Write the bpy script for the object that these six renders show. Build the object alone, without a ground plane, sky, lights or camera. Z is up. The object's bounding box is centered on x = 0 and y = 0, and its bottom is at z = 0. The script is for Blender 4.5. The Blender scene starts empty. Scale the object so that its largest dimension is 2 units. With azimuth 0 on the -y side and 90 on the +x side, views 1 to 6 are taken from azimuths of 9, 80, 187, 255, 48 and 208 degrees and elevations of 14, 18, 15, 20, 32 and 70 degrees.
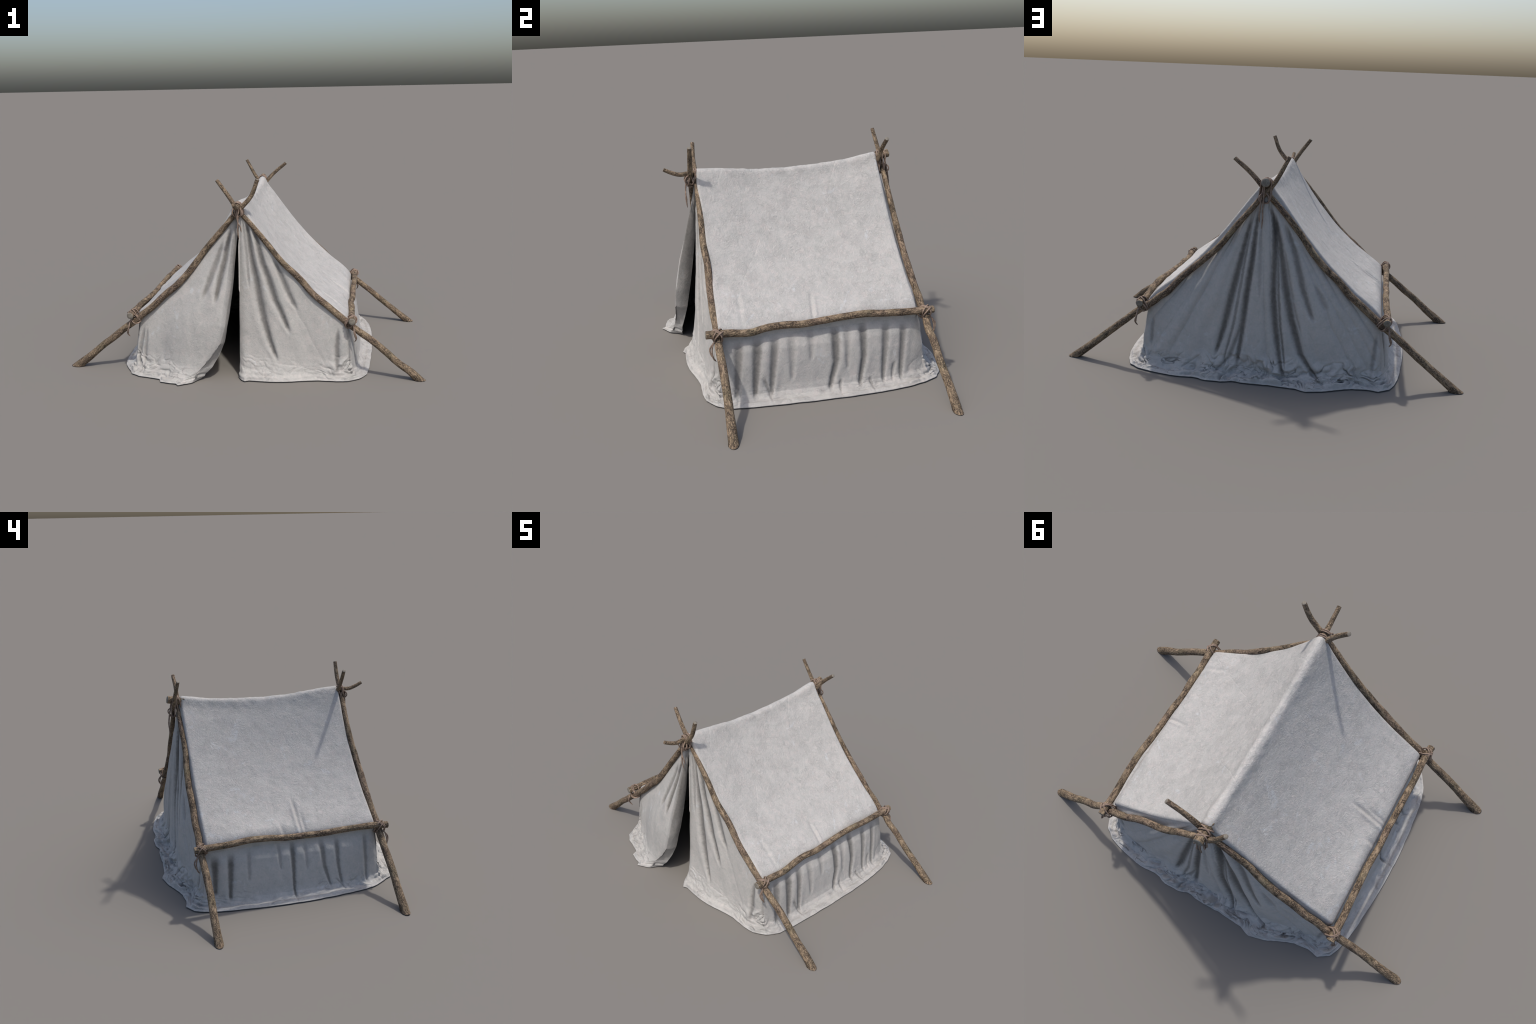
import bpy, math
import numpy as np
from mathutils import Matrix, Vector

# ------------------------------------------------------------------ helpers
def hash3(ix, iy, iz, seed):
    h = (ix * 374761393 + iy * 668265263 + iz * 2147483647 + seed * 974711) & 0xFFFFFFFF
    h = ((h ^ (h >> 13)) * 1274126177) & 0xFFFFFFFF
    h = ((h ^ (h >> 16)) * 2246822519) & 0xFFFFFFFF
    return ((h ^ (h >> 15)) & 0xFFFF) / 65535.0


def vnoise(p, seed=0):
    """smooth value noise on an (n,3) array, -1..1"""
    p = np.asarray(p, float)
    i = np.floor(p).astype(np.int64)
    f = p - i
    f = f * f * f * (f * (f * 6 - 15) + 10)
    out = 0
    for dx in (0, 1):
        wx = f[:, 0] if dx else 1 - f[:, 0]
        for dy in (0, 1):
            wy = f[:, 1] if dy else 1 - f[:, 1]
            for dz in (0, 1):
                wz = f[:, 2] if dz else 1 - f[:, 2]
                out = out + wx * wy * wz * hash3(i[:, 0] + dx, i[:, 1] + dy, i[:, 2] + dz, seed)
    return out * 2 - 1


def fbm(p, seed=0, octaves=3):
    a, tot, out = 1.0, 0.0, 0
    p = np.asarray(p, float)
    for k in range(octaves):
        out = out + a * vnoise(p * 2.03 ** k + 17.3 * k, seed + k)
        tot += a
        a *= 0.5
    return out / tot


def ridged(p, seed=0, octaves=3):
    """sharp-valleyed fold noise, 0..1 with thin ridges near 1"""
    a, tot, out = 1.0, 0.0, 0
    p = np.asarray(p, float)
    for k in range(octaves):
        out = out + a * (1 - np.abs(vnoise(p * 2.0 ** k + 9.1 * k, seed + k)) * 1.7)
        tot += a
        a *= 0.5
    return np.clip(out / tot, 0, 1)


def smooth(a, b, x):
    t = np.clip((np.asarray(x, float) - a) / (b - a), 0, 1)
    return t * t * (3 - 2 * t)


def spline(c, n):
    """centripetal-free Catmull-Rom through control points, n points per span"""
    c = np.array(c, float)
    q = np.vstack([2 * c[0] - c[1], c, 2 * c[-1] - c[-2]])
    out = []
    for i in range(len(c) - 1):
        a, b, d, e = q[i:i + 4]
        for t in np.arange(n) / n:
            out.append(.5 * (2 * b + (d - a) * t + (2 * a - 5 * b + 4 * d - e) * t * t + (3 * b - a - 3 * d + e) * t ** 3))
    out.append(c[-1])
    return np.array(out)


def resample(pts, n, power=None):
    d = np.r_[0, np.cumsum(np.linalg.norm(np.diff(pts, axis=0), axis=1))]
    t = np.linspace(0, 1, n)
    if power is not None:
        t = power(t)
    return np.stack([np.interp(t * d[-1], d, pts[:, k]) for k in range(pts.shape[1])], 1)


def make_mesh(name, verts, faces, material, parent, smooth_shade=True, matrix=None):
    me = bpy.data.meshes.new(name)
    me.from_pydata([tuple(v) for v in verts], [], faces)
    for m in (material if isinstance(material, (list, tuple)) else [material]):
        me.materials.append(m)
    if smooth_shade:
        me.polygons.foreach_set("use_smooth", [True] * len(me.polygons))
    me.update()
    ob = bpy.data.objects.new(name, me)
    bpy.context.scene.collection.objects.link(ob)
    ob.parent = parent
    if matrix is not None:
        ob.matrix_basis = matrix
    return ob


# ---------------------------------------------------------------- materials
class Graph:
    def __init__(self, name):
        self.mat = bpy.data.materials.new(name)
        self.mat.use_nodes = True
        self.t = self.mat.node_tree
        self.bsdf = self.t.nodes["Principled BSDF"]
        self.co = self.node("ShaderNodeTexCoord").outputs["Object"]

    def node(self, kind, **kw):
        n = self.t.nodes.new(kind)
        for k, v in kw.items():
            setattr(n, k, v)
        return n

    def link(self, a, b):
        if isinstance(a, (int, float)):
            b.default_value = a
        elif isinstance(a, tuple):
            b.default_value = a
        else:
            self.t.links.new(a, b)

    def math(self, op, a, b=0.0, c=None):
        n = self.node("ShaderNodeMath", operation=op)
        self.link(a, n.inputs[0])
        self.link(b, n.inputs[1])
        if c is not None:
            self.link(c, n.inputs[2])
        return n.outputs[0]

    def mapping(self, scale=(1, 1, 1), rot=(0, 0, 0), loc=(0, 0, 0), src=None):
        n = self.node("ShaderNodeMapping")
        self.link(src or self.co, n.inputs["Vector"])
        n.inputs["Scale"].default_value = scale
        n.inputs["Rotation"].default_value = rot
        n.inputs["Location"].default_value = loc
        return n.outputs[0]

    def noise(self, vec, scale, detail=3, rough=.5, dist=0.0, color=False):
        n = self.node("ShaderNodeTexNoise")
        self.link(vec, n.inputs["Vector"])
        n.inputs["Scale"].default_value = scale
        n.inputs["Detail"].default_value = detail
        n.inputs["Roughness"].default_value = rough
        n.inputs["Distortion"].default_value = dist
        return n.outputs["Color" if color else "Fac"]

    def voronoi(self, vec, scale, feature="DISTANCE_TO_EDGE", rnd=1.0):
        n = self.node("ShaderNodeTexVoronoi", feature=feature)
        self.link(vec, n.inputs["Vector"])
        n.inputs["Scale"].default_value = scale
        n.inputs["Randomness"].default_value = rnd
        return n.outputs["Distance"]

    def range(self, v, a, b, lo=0.0, hi=1.0, kind="SMOOTHSTEP"):
        n = self.node("ShaderNodeMapRange", interpolation_type=kind)
        self.link(v, n.inputs[0])
        for k, x in zip((1, 2, 3, 4), (a, b, lo, hi)):
            n.inputs[k].default_value = x
        return n.outputs[0]

    def mix(self, fac, a, b, blend="MIX"):
        n = self.node("ShaderNodeMix", data_type="RGBA", blend_type=blend)
        self.link(fac, n.inputs[0])
        self.link(a, n.inputs[6])
        self.link(b, n.inputs[7])
        return n.outputs[2]

    def ramp(self, fac, stops):
        n = self.node("ShaderNodeValToRGB")
        e = n.color_ramp.elements
        while len(e) < len(stops):
            e.new(.5)
        for k, (p, c) in zip(e, stops):
            k.position, k.color = p, c
        self.link(fac, n.inputs[0])
        return n.outputs[0]

    def bump(self, h, strength, dist, normal=None):
        n = self.node("ShaderNodeBump")
        n.inputs["Strength"].default_value = strength
        n.inputs["Distance"].default_value = dist
        self.link(h, n.inputs["Height"])
        if normal is not None:
            self.link(normal, n.inputs["Normal"])
        return n.outputs[0]


def rgb(r, g, b):
    return (r, g, b, 1.0)


# A crease is (path, half width, depth, painted shade): path = points (s, z) down the
# panel, s being x on the front and back and y on the sides.
CREASES = {
    "right_flap": [
        ([(.040, .86), (.047, .80), (.066, .66), (.094, .526), (.110, .426), (.134, .316), (.164, .205), (.205, .10)], .015, .020, .95),
        ([(.070, .83), (.098, .749), (.126, .626), (.160, .537), (.193, .429), (.228, .356), (.270, .25)], .015, .018, .85),
        ([(.180, .66), (.196, .627), (.230, .547), (.264, .467), (.310, .37)], .013, .012, .55),
        ([(.018, .88), (.026, .818), (.044, .66), (.053, .50)], .007, .008, .35),
        ([(.531, .275), (.525, .173), (.530, .03)], .011, .014, .55),
        ([(.572, .29), (.592, .203), (.600, .06)], .009, .009, .25)],
    "left_flap": [
        ([(-.040, .83), (-.054, .764), (-.071, .657), (-.094, .567), (-.120, .43)], .014, .016, .62),
        ([(-.080, .76), (-.100, .702), (-.144, .575), (-.195, .44)], .015, .012, .45),
        ([(-.550, .25), (-.578, .119), (-.578, .03)], .009, .012, .35),
        ([(-.528, .25), (-.545, .13), (-.545, .03)], .008, .010, .25)],
    "back": [
        ([(.060, .80), (.084, .69), (.114, .544), (.144, .404), (.175, .25), (.215, .10)], .015, .016, .70),
        ([(.025, .84), (.039, .741), (.049, .588), (.068, .431), (.083, .259), (.105, .06)], .014, .016, .72),
        ([(-.020, .86), (-.040, .80), (-.049, .747), (-.058, .615), (-.061, .422), (-.076, .274), (-.106, .103), (-.134, .02)], .0145, .020, .78),
        ([(-.045, .82), (-.079, .674), (-.115, .475), (-.155, .301), (-.205, .144), (-.277, .05), (-.337, .01)], .0165, .022, .82),
        ([(-.100, .77), (-.155, .623), (-.200, .463), (-.260, .31)], .015, .013, .55),
        ([(-.255, .49), (-.274, .459), (-.325, .36)], .014, .006, .25),
        ([(.092, .27), (.101, .227), (.142, .099), (.215, .02)], .009, .010, .40),
        ([(-.567, .26), (-.550, .05)], .009, .009, .35),
        ([(-.600, .25), (-.605, .05)], .009, .008, .25),
        ([(.548, .26), (.557, .10)], .009, .009, .35),
        ([(.020, .86), (.012, .70), (.004, .40)], .009, .005, .20),
        ([(-.052, .78), (-.062, .70), (-.074, .58), (-.086, .42), (-.102, .26), (-.135, .06)], .007, .010, .50),
        ([(.060, .76), (.072, .69), (.088, .57), (.106, .42), (.126, .27), (.170, .08)], .007, .009, .42),
        ([(.030, .76), (.036, .70), (.056, .50), (.074, .33)], .006, .007, .30),
        ([(-.100, .66), (-.132, .50), (-.165, .36), (-.205, .24)], .008, .007, .25)],
    "right_wall": [
        ([(-.357, .285), (-.385, .022)], .016, .014, .42),
        ([(-.271, .29), (-.303, .022)], .017, .016, .55),
        ([(-.191, .286), (-.229, .022)], .015, .014, .45),
        ([(-.116, .296), (-.129, .08)], .014, .008, .20),
        ([(.089, .303), (.081, .135), (.045, .02)], .016, .016, .55),
        ([(.221, .306), (.214, .144), (.186, .02)], .014, .016, .50),
        ([(.332, .29), (.301, .02)], .013, .013, .42),
        ([(.418, .28), (.389, .02)], .013, .013, .42),
        ([(-.027, .30), (-.034, .16)], .013, .007, .18),
        ([(.144, .30), (.134, .10)], .013, .007, .18),
        ([(-.258, .10), (-.232, .01)], .007, .010, .30),
        ([(.097, .05), (.088, .008)], .006, .010, .30),
        ([(.236, .04), (.242, .008)], .006, .010, .30),
        ([(.362, .10), (.345, .02)], .007, .010, .25)],
    "left_wall": [
        ([(.452, .275), (.457, .06)], .019, .016, .78),
        ([(.365, .28), (.382, .03)], .017, .015, .68),
        ([(.270, .29), (.277, .12)], .013, .007, .25),
        ([(.107, .30), (.104, .16)], .011, .007, .25),
        ([(.032, .30), (.035, .01)], .013, .015, .62),
        ([(-.127, .29), (-.140, .141), (-.171, .03)], .014, .013, .50),
        ([(-.215, .29), (-.219, .142), (-.237, .03)], .013, .013, .50),
        ([(-.383, .29), (-.387, .02)], .012, .013, .35),
        ([(.520, .18), (.532, .07)], .010, .010, .60),
        ([(-.037, .29), (-.042, .14)], .011, .006, .20),
        ([(-.204, .06), (-.247, .01)], .007, .009, .25)],
}


# crease along the left flap where the cloth turns back into the doorway, and its free edge: (z, x, y)
TURN = [(.93, -.002, -.444), (.80, -.012, -.468), (.66, -.024, -.503), (.555, -.031, -.530), (.453, -.045, -.558), (.313, -.063, -.587), (.211, -.091, -.594),
        (.129, -.148, -.594), (.075, -.200, -.601), (.030, -.232, -.618), (.004, -.239, -.631)]
FREE = [(.93, .000, -.443), (.80, -.008, -.450), (.71, -.018, -.458), (.60, -.027, -.468), (.455, -.039, -.490), (.355, -.052, -.506), (.208, -.076, -.534),
        (.135, -.105, -.552), (.070, -.145, -.566), (.020, -.190, -.568), (.004, -.205, -.566)]


def crease_value(path, width, s, z, wall=False):
    path = sorted(path, key=lambda p: p[1])
    zs = np.array([p[1] for p in path])
    c = np.interp(z, zs, [p[0] for p in path])
    span = zs[-1] - zs[0]
    t = np.clip((z - zs[0]) / span, 0, 1)
    d = (s - c) / (width * (.45 + .65 * t ** .7 if wall else .42 + .72 * np.sin(math.pi * t ** .85) ** .8))
    e = min(.06, span * .3)
    fade = (smooth(zs[0] - .012, zs[0] + .014, z) if wall else smooth(zs[0] - e * .25, zs[0] + e * .75, z)) * (1 - smooth(zs[-1] - e, zs[-1] + .01, z))
    return d, fade


def fabric_material(name, panel=None, axis=0, tint=(0.438, 0.427, 0.411)):
    g = Graph(name)
    sep = g.node("ShaderNodeSeparateXYZ")
    g.link(g.co, sep.inputs[0])
    # cloudy wash, fine pinkish and greenish mottling
    cloud = g.noise(g.co, 3.2, 4, .6, .4)
    mottle = g.noise(g.co, 40, 5, .68, 1.0)
    fine = g.noise(g.co, 120, 3, .6)
    t = tint
    base = g.ramp(cloud, [(.30, rgb(t[0] * .96, t[1] * .965, t[2] * .965)), (.52, rgb(*t)), (.72, rgb(t[0] * 1.04, t[1] * 1.035, t[2] * 1.03))])
    blot = g.noise(g.co, 15, 6, .68, .4)
    base = g.mix(g.range(blot, .48, .66, 0, .35), base, rgb(t[0] * 1.06, t[1] * 1.025, t[2] * 1.02))
    base = g.mix(g.range(blot, .50, .34, 0, .22), base, rgb(t[0] * .90, t[1] * .93, t[2] * .915))
    base = g.mix(g.range(mottle, .50, .64, 0, .60), base, rgb(t[0] * 1.13, t[1] * 1.07, t[2] * 1.06))
    base = g.mix(g.range(mottle, .49, .36, 0, .55), base, rgb(t[0] * .86, t[1] * .88, t[2] * .865))
    base = g.mix(g.range(fine, .35, .62, .16, 0), base, rgb(t[0] * .72, t[1] * .72, t[2] * .70))
    # a few pale, bleached scuffs
    scuff = g.math("MULTIPLY", g.range(g.noise(g.co, 6.5, 4, .6, 1.2), .60, .68), g.range(g.noise(g.co, 45, 3, .6), .42, .60))
    base = g.mix(g.math("MULTIPLY", scuff, .65), base, rgb(t[0] * 1.14, t[1] * 1.20, t[2] * 1.26))
    # darker patches towards the hem
    hem = g.math("MULTIPLY", g.range(sep.outputs[2], .10, .0), g.range(g.noise(g.co, 16, 4, .6, .5), .55, .38))
    base = g.mix(g.math("MULTIPLY", hem, .45), base, rgb(t[0] * .66, t[1] * .66, t[2] * .66))
    # shade painted as dark lines in the creases of the slumped hem
    depth_hem = {"back": .85, "left_flap": .55, "right_flap": .30, "right_wall": .35, "left_wall": .35}.get(panel, 0)
    if depth_hem:
        sc = (7, 22, 16) if axis == 0 else (22, 7, 16)
        v = g.mapping(sc)
        vein = g.math("ABSOLUTE", g.math("SUBTRACT", g.noise(v, 1.0, 2, .5, 1.1), .5))
        vein = g.math("MULTIPLY", g.range(vein, .0, .028, 1, 0), g.range(g.noise(g.co, 9, 2), .40, .56))
        vein = g.math("MULTIPLY", vein, g.math("MULTIPLY", g.range(sep.outputs[2], .10, .05), g.range(sep.outputs[2], .004, .010)))
        base = g.mix(g.math("MULTIPLY", vein, depth_hem), base, rgb(t[0] * .36, t[1] * .36, t[2] * .36))
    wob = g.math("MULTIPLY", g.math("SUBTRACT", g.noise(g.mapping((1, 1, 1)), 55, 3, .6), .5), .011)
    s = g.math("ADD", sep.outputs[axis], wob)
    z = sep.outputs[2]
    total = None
    for path, width, depth, fold_shade in CREASES.get(panel, []):  # shade of each fold, mixed into the colour as a dark band
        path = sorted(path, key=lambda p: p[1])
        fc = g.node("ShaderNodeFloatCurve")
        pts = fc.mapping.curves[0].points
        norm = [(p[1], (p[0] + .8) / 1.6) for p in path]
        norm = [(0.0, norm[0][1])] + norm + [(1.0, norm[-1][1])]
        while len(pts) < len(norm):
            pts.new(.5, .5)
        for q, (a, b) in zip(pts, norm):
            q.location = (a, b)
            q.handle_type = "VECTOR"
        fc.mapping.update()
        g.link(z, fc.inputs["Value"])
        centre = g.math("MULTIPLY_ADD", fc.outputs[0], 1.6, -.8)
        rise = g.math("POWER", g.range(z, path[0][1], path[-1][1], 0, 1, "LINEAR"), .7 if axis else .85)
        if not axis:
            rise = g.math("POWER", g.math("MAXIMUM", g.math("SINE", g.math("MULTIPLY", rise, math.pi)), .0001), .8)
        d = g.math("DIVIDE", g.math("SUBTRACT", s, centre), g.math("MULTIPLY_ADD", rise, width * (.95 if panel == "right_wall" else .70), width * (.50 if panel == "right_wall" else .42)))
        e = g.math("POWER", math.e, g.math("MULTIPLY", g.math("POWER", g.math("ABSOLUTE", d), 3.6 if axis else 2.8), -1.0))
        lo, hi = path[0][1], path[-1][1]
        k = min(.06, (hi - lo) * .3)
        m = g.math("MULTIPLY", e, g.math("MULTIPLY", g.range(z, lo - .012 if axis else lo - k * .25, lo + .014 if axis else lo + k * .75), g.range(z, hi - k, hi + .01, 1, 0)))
        m = g.math("MULTIPLY", m, min(.90, fold_shade * (1.75 if panel == "right_wall" else 1.35)))
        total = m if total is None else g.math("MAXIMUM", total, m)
    if panel == "left_flap":  # shade painted on the part that turns back into the doorway
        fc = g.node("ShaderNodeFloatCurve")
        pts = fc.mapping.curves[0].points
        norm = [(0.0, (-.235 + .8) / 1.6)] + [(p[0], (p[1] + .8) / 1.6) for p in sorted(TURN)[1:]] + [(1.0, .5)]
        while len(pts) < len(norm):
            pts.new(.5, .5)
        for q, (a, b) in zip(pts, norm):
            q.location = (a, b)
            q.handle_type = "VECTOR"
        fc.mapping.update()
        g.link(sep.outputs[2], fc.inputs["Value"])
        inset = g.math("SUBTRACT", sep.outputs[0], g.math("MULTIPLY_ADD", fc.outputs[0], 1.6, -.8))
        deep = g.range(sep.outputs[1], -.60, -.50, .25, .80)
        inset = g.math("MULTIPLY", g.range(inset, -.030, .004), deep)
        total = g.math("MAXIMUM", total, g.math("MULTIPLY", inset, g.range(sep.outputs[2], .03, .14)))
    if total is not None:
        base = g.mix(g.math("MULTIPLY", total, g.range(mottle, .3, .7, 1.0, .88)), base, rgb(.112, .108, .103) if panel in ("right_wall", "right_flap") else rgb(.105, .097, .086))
    g.link(base, g.bsdf.inputs["Base Color"])
    g.bsdf.inputs["Roughness"].default_value = .92
    g.bsdf.inputs["Specular IOR Level"].default_value = .15
    # crumpled-cloth relief: short random creases, long straight pressing lines, weave
    warp = g.noise(g.co, 9, 2, .5, color=True)
    wv = g.node("ShaderNodeVectorMath", operation="MULTIPLY_ADD")
    g.link(warp, wv.inputs[0])
    wv.inputs[1].default_value = (.10, .10, .10)
    g.link(g.co, wv.inputs[2])
    crumple = g.math("ABSOLUTE", g.math("SUBTRACT", g.noise(wv.outputs[0], 62, 4, .62, 1.3), .5))
    crumple = g.range(crumple, 0, .10, 0, 1)
    crumple = g.math('MULTIPLY', crumple, g.range(g.noise(g.co, 13, 4, .65), .36, .64, .25, 1.0))
    pebble = g.noise(g.co, 95, 4, .65, .6)
    h = g.math("ADD", g.math("MULTIPLY", crumple, .55), g.math("MULTIPLY", pebble, 1.2))
    if panel == "roof":
        for rot, sc, amp in ((.62, 4.2, .30), (-.35, 3.1, .16)):
            v = g.mapping((1, 1, 1), (0, 0, rot))
            sp = g.node("ShaderNodeSeparateXYZ")
            g.link(v, sp.inputs[0])
            line = g.math("PINGPONG", g.math("ADD", g.math("MULTIPLY", sp.outputs[1], sc), g.math("MULTIPLY", g.noise(v, 5, 2), .10)), .5)
            line = g.math("MULTIPLY", g.range(line, .0, .022, 1, 0), g.range(g.noise(v, 4.5, 2), .47, .62))
            h = g.math("SUBTRACT", h, g.math("MULTIPLY", line, amp))
    strong = .64 if panel == "roof" else .34
    n1 = g.bump(h, strong, .0035)
    n2 = g.bump(g.noise(g.co, 420, 2, .5), .25, .0006, n1)
    g.link(n2, g.bsdf.inputs["Normal"])
    return g.mat


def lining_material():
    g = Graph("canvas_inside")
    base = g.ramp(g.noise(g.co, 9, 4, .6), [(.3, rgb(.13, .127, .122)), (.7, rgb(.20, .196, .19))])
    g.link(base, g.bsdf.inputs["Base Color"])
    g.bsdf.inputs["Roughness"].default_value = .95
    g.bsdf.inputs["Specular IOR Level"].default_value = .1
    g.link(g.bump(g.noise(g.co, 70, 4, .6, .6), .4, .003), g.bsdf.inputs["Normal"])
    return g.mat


def bark_material():
    g = Graph("rough_bark")
    # object z runs along each pole
    v = g.mapping((1, 1, .34))
    wob = g.noise(v, 60, 3, .6, color=True)
    wv = g.node("ShaderNodeVectorMath", operation="MULTIPLY_ADD")
    g.link(wob, wv.inputs[0])
    wv.inputs[1].default_value = (.022, .022, .022)
    g.link(v, wv.inputs[2])
    plate = g.voronoi(wv.outputs[0], 190)
    crack = g.range(plate, .03, .26, 1, 0)
    patchy = g.range(g.noise(v, 70, 3, .6, .5), .34, .52)
    crack = g.math('MULTIPLY', crack, patchy)
    fibre = g.noise(g.mapping((1, 1, .20)), 260, 5, .72, .3)
    tone = g.noise(g.mapping((1, 1, .5)), 26, 4, .6, .4)
    big = g.noise(g.co, 7, 3, .5)
    col = g.ramp(g.math("ADD", g.math("MULTIPLY", tone, .6), g.math("MULTIPLY", fibre, .4)),
                 [(.28, rgb(.120, .083, .056)), (.43, rgb(.228, .166, .112)), (.56, rgb(.305, .229, .152)), (.72, rgb(.42, .325, .215))])
    col = g.mix(g.range(big, .50, .66, 0, .45), col, rgb(.215, .148, .118))
    col = g.mix(g.range(big, .46, .32, 0, .40), col, rgb(.175, .160, .095))
    col = g.mix(g.math("MULTIPLY", crack, g.range(tone, .64, .40, .50, .90)), col, rgb(.030, .024, .020))
    g.link(col, g.bsdf.inputs["Base Color"])
    g.bsdf.inputs["Roughness"].default_value = .9
    g.bsdf.inputs["Specular IOR Level"].default_value = .2
    h = g.math("SUBTRACT", g.math("MULTIPLY", fibre, .45), g.math("MULTIPLY", crack, .8))
    h = g.math("ADD", h, g.math("MULTIPLY", tone, .6))
    g.link(g.bump(h, .8, .004), g.bsdf.inputs["Normal"])
    return g.mat


def cut_material():
    g = Graph("weathered_cut_wood")
    r = g.noise(g.co, 60, 4, .6, .5)
    col = g.ramp(r, [(.3, rgb(.13, .115, .090)), (.55, rgb(.20, .180, .148)), (.75, rgb(.27, .25, .21))])
    crack = g.range(g.voronoi(g.co, 75), .0, .05, 1, 0)
    col = g.mix(g.math("MULTIPLY", crack, .5), col, rgb(.07, .06, .05))
    g.link(col, g.bsdf.inputs["Base Color"])
    g.bsdf.inputs["Roughness"].default_value = .85
    g.link(g.bump(r, .4, .002), g.bsdf.inputs["Normal"])
    return g.mat


def rope_material():
    g = Graph("hemp_cord")
    tone = g.noise(g.co, 90, 3, .6)
    col = g.ramp(tone, [(.3, rgb(.140, .096, .070)), (.6, rgb(.245, .178, .136)), (.8, rgb(.33, .25, .20))])
    g.link(col, g.bsdf.inputs["Base Color"])
    g.bsdf.inputs["Roughness"].default_value = .85
    g.link(g.bump(g.noise(g.mapping((1, 1, 1), (.6, .5, .3)), 600, 2), .5, .0015), g.bsdf.inputs["Normal"])
    return g.mat


BARK, CUT, ROPE, LINING = bark_material(), cut_material(), rope_material(), lining_material()
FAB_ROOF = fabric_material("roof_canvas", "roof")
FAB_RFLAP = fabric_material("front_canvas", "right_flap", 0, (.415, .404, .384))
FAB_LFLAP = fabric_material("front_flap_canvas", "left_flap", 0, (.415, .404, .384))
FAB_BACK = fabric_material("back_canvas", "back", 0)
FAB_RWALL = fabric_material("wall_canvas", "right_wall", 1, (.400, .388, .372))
FAB_LWALL = fabric_material("wall_canvas_left", "left_wall", 1)  # left wall, in the plain canvas tint

# -------------------------------------------------------------------- thing
tent = bpy.data.objects.new("canvas_tent", None)
tent.empty_display_size = .3
bpy.context.scene.collection.objects.link(tent)
tent["label"] = "white canvas ridge tent on lashed rough wooden poles"
tent["category"] = "tent"


# -------------------------------------------------------------------- poles
def build_pole(name, control, radius, seed, slice_foot=False, sides=26):
    """crooked branch through control points; radius = [(fraction, r), ...]"""
    control = np.array(control, float)
    if slice_foot:
        d = control[0] - control[1]
        d /= np.linalg.norm(d)
        control = np.vstack([control[0] + d * .07, control])
    line = spline(control, 14)
    n = max(60, int(np.linalg.norm(np.diff(line, axis=0), axis=1).sum() / .0065))
    line = resample(line, n)
    axis = control[-1] - control[0]
    axis /= np.linalg.norm(axis)
    M = Vector(axis).to_track_quat("Z", "Y").to_matrix().to_4x4()
    M.translation = Vector(control[0] if not slice_foot else control[1])
    Mi = np.array(M.inverted())
    tan = np.gradient(line, axis=0)
    tan /= np.linalg.norm(tan, axis=1)[:, None]
    ref = np.array([0, 1, 0]) if abs(axis[1]) < .8 else np.array([0, 0, 1])
    s = np.cross(tan, ref)
    s /= np.linalg.norm(s, axis=1)[:, None]
    b = np.cross(s, tan)
    frac = np.linspace(0, 1, n)
    rad = np.interp(frac, [p[0] for p in radius], [p[1] for p in radius])
    ang = np.linspace(0, 2 * math.pi, sides, endpoint=False)
    length = frac * np.linalg.norm(np.diff(line, axis=0), axis=1).sum()
    A, L = np.meshgrid(ang, length)
    cyl = np.stack([np.cos(A).ravel() * .9, np.sin(A).ravel() * .9, L.ravel() * 16], 1)
    rough = 1 + .075 * fbm(cyl, seed) + .050 * fbm(cyl * np.array([4.0, 4.0, 2.6]), seed + 7)
    R = (rad[:, None] * rough.reshape(n, sides))
    P = line[:, None, :] + R[..., None] * (np.cos(A)[..., None] * s[:, None, :] + np.sin(A)[..., None] * b[:, None, :])
    if slice_foot:           # cut the butt level with the ground, along the pole's own direction
        low = P[..., 2] < 0
        t0 = -tan[:, None, :]
        k = np.where(low, -P[..., 2] / np.minimum(t0[..., 2], -1e-3), 0)
        P = P + k[..., None] * t0
        P[..., 2] = np.where(low, 0.0, P[..., 2])
    P = P.reshape(-1, 3)
    loc = P @ Mi[:3, :3].T + Mi[:3, 3]
    faces = []
    for i in range(n - 1):
        for j in range(sides):
            k = (j + 1) % sides
            faces.append((i * sides + j, i * sides + k, (i + 1) * sides + k, (i + 1) * sides + j))
    pole = make_mesh(name, loc, faces, BARK, tent, matrix=M)
    for ring, sign in ((0, -1), (n - 1, 1)):
        rim = loc[ring * sides:(ring + 1) * sides]
        c = rim.mean(0)
        nrm = (Mi[:3, :3] @ tan[ring]) * sign
        if slice_foot and ring == 0:
            nrm = Mi[:3, :3] @ np.array([0, 0, 0.0])
        rr = rad[ring]
        v, f = [], []
        for lev, (k, up) in enumerate(((1.0, 0), (.90, .10), (.62, .16), (.3, .185))):
            for q in range(sides):
                v.append(c + (rim[q] - c) * k + nrm * rr * up)
        v.append(c + nrm * rr * .19)
        for lev in range(3):
            for q in range(sides):
                k = (q + 1) % sides
                quad = (lev * sides + q, lev * sides + k, (lev + 1) * sides + k, (lev + 1) * sides + q)
                f.append(quad if sign > 0 else quad[::-1])
        for q in range(sides):
            k = (q + 1) % sides
            tri = (3 * sides + q, 3 * sides + k, 4 * sides)
            f.append(tri if sign > 0 else tri[::-1])
        make_mesh("cut_end", v, f, BARK if ring == 0 and (slice_foot or name == "ridge_pole") else CUT, pole)
    return pole


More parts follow.
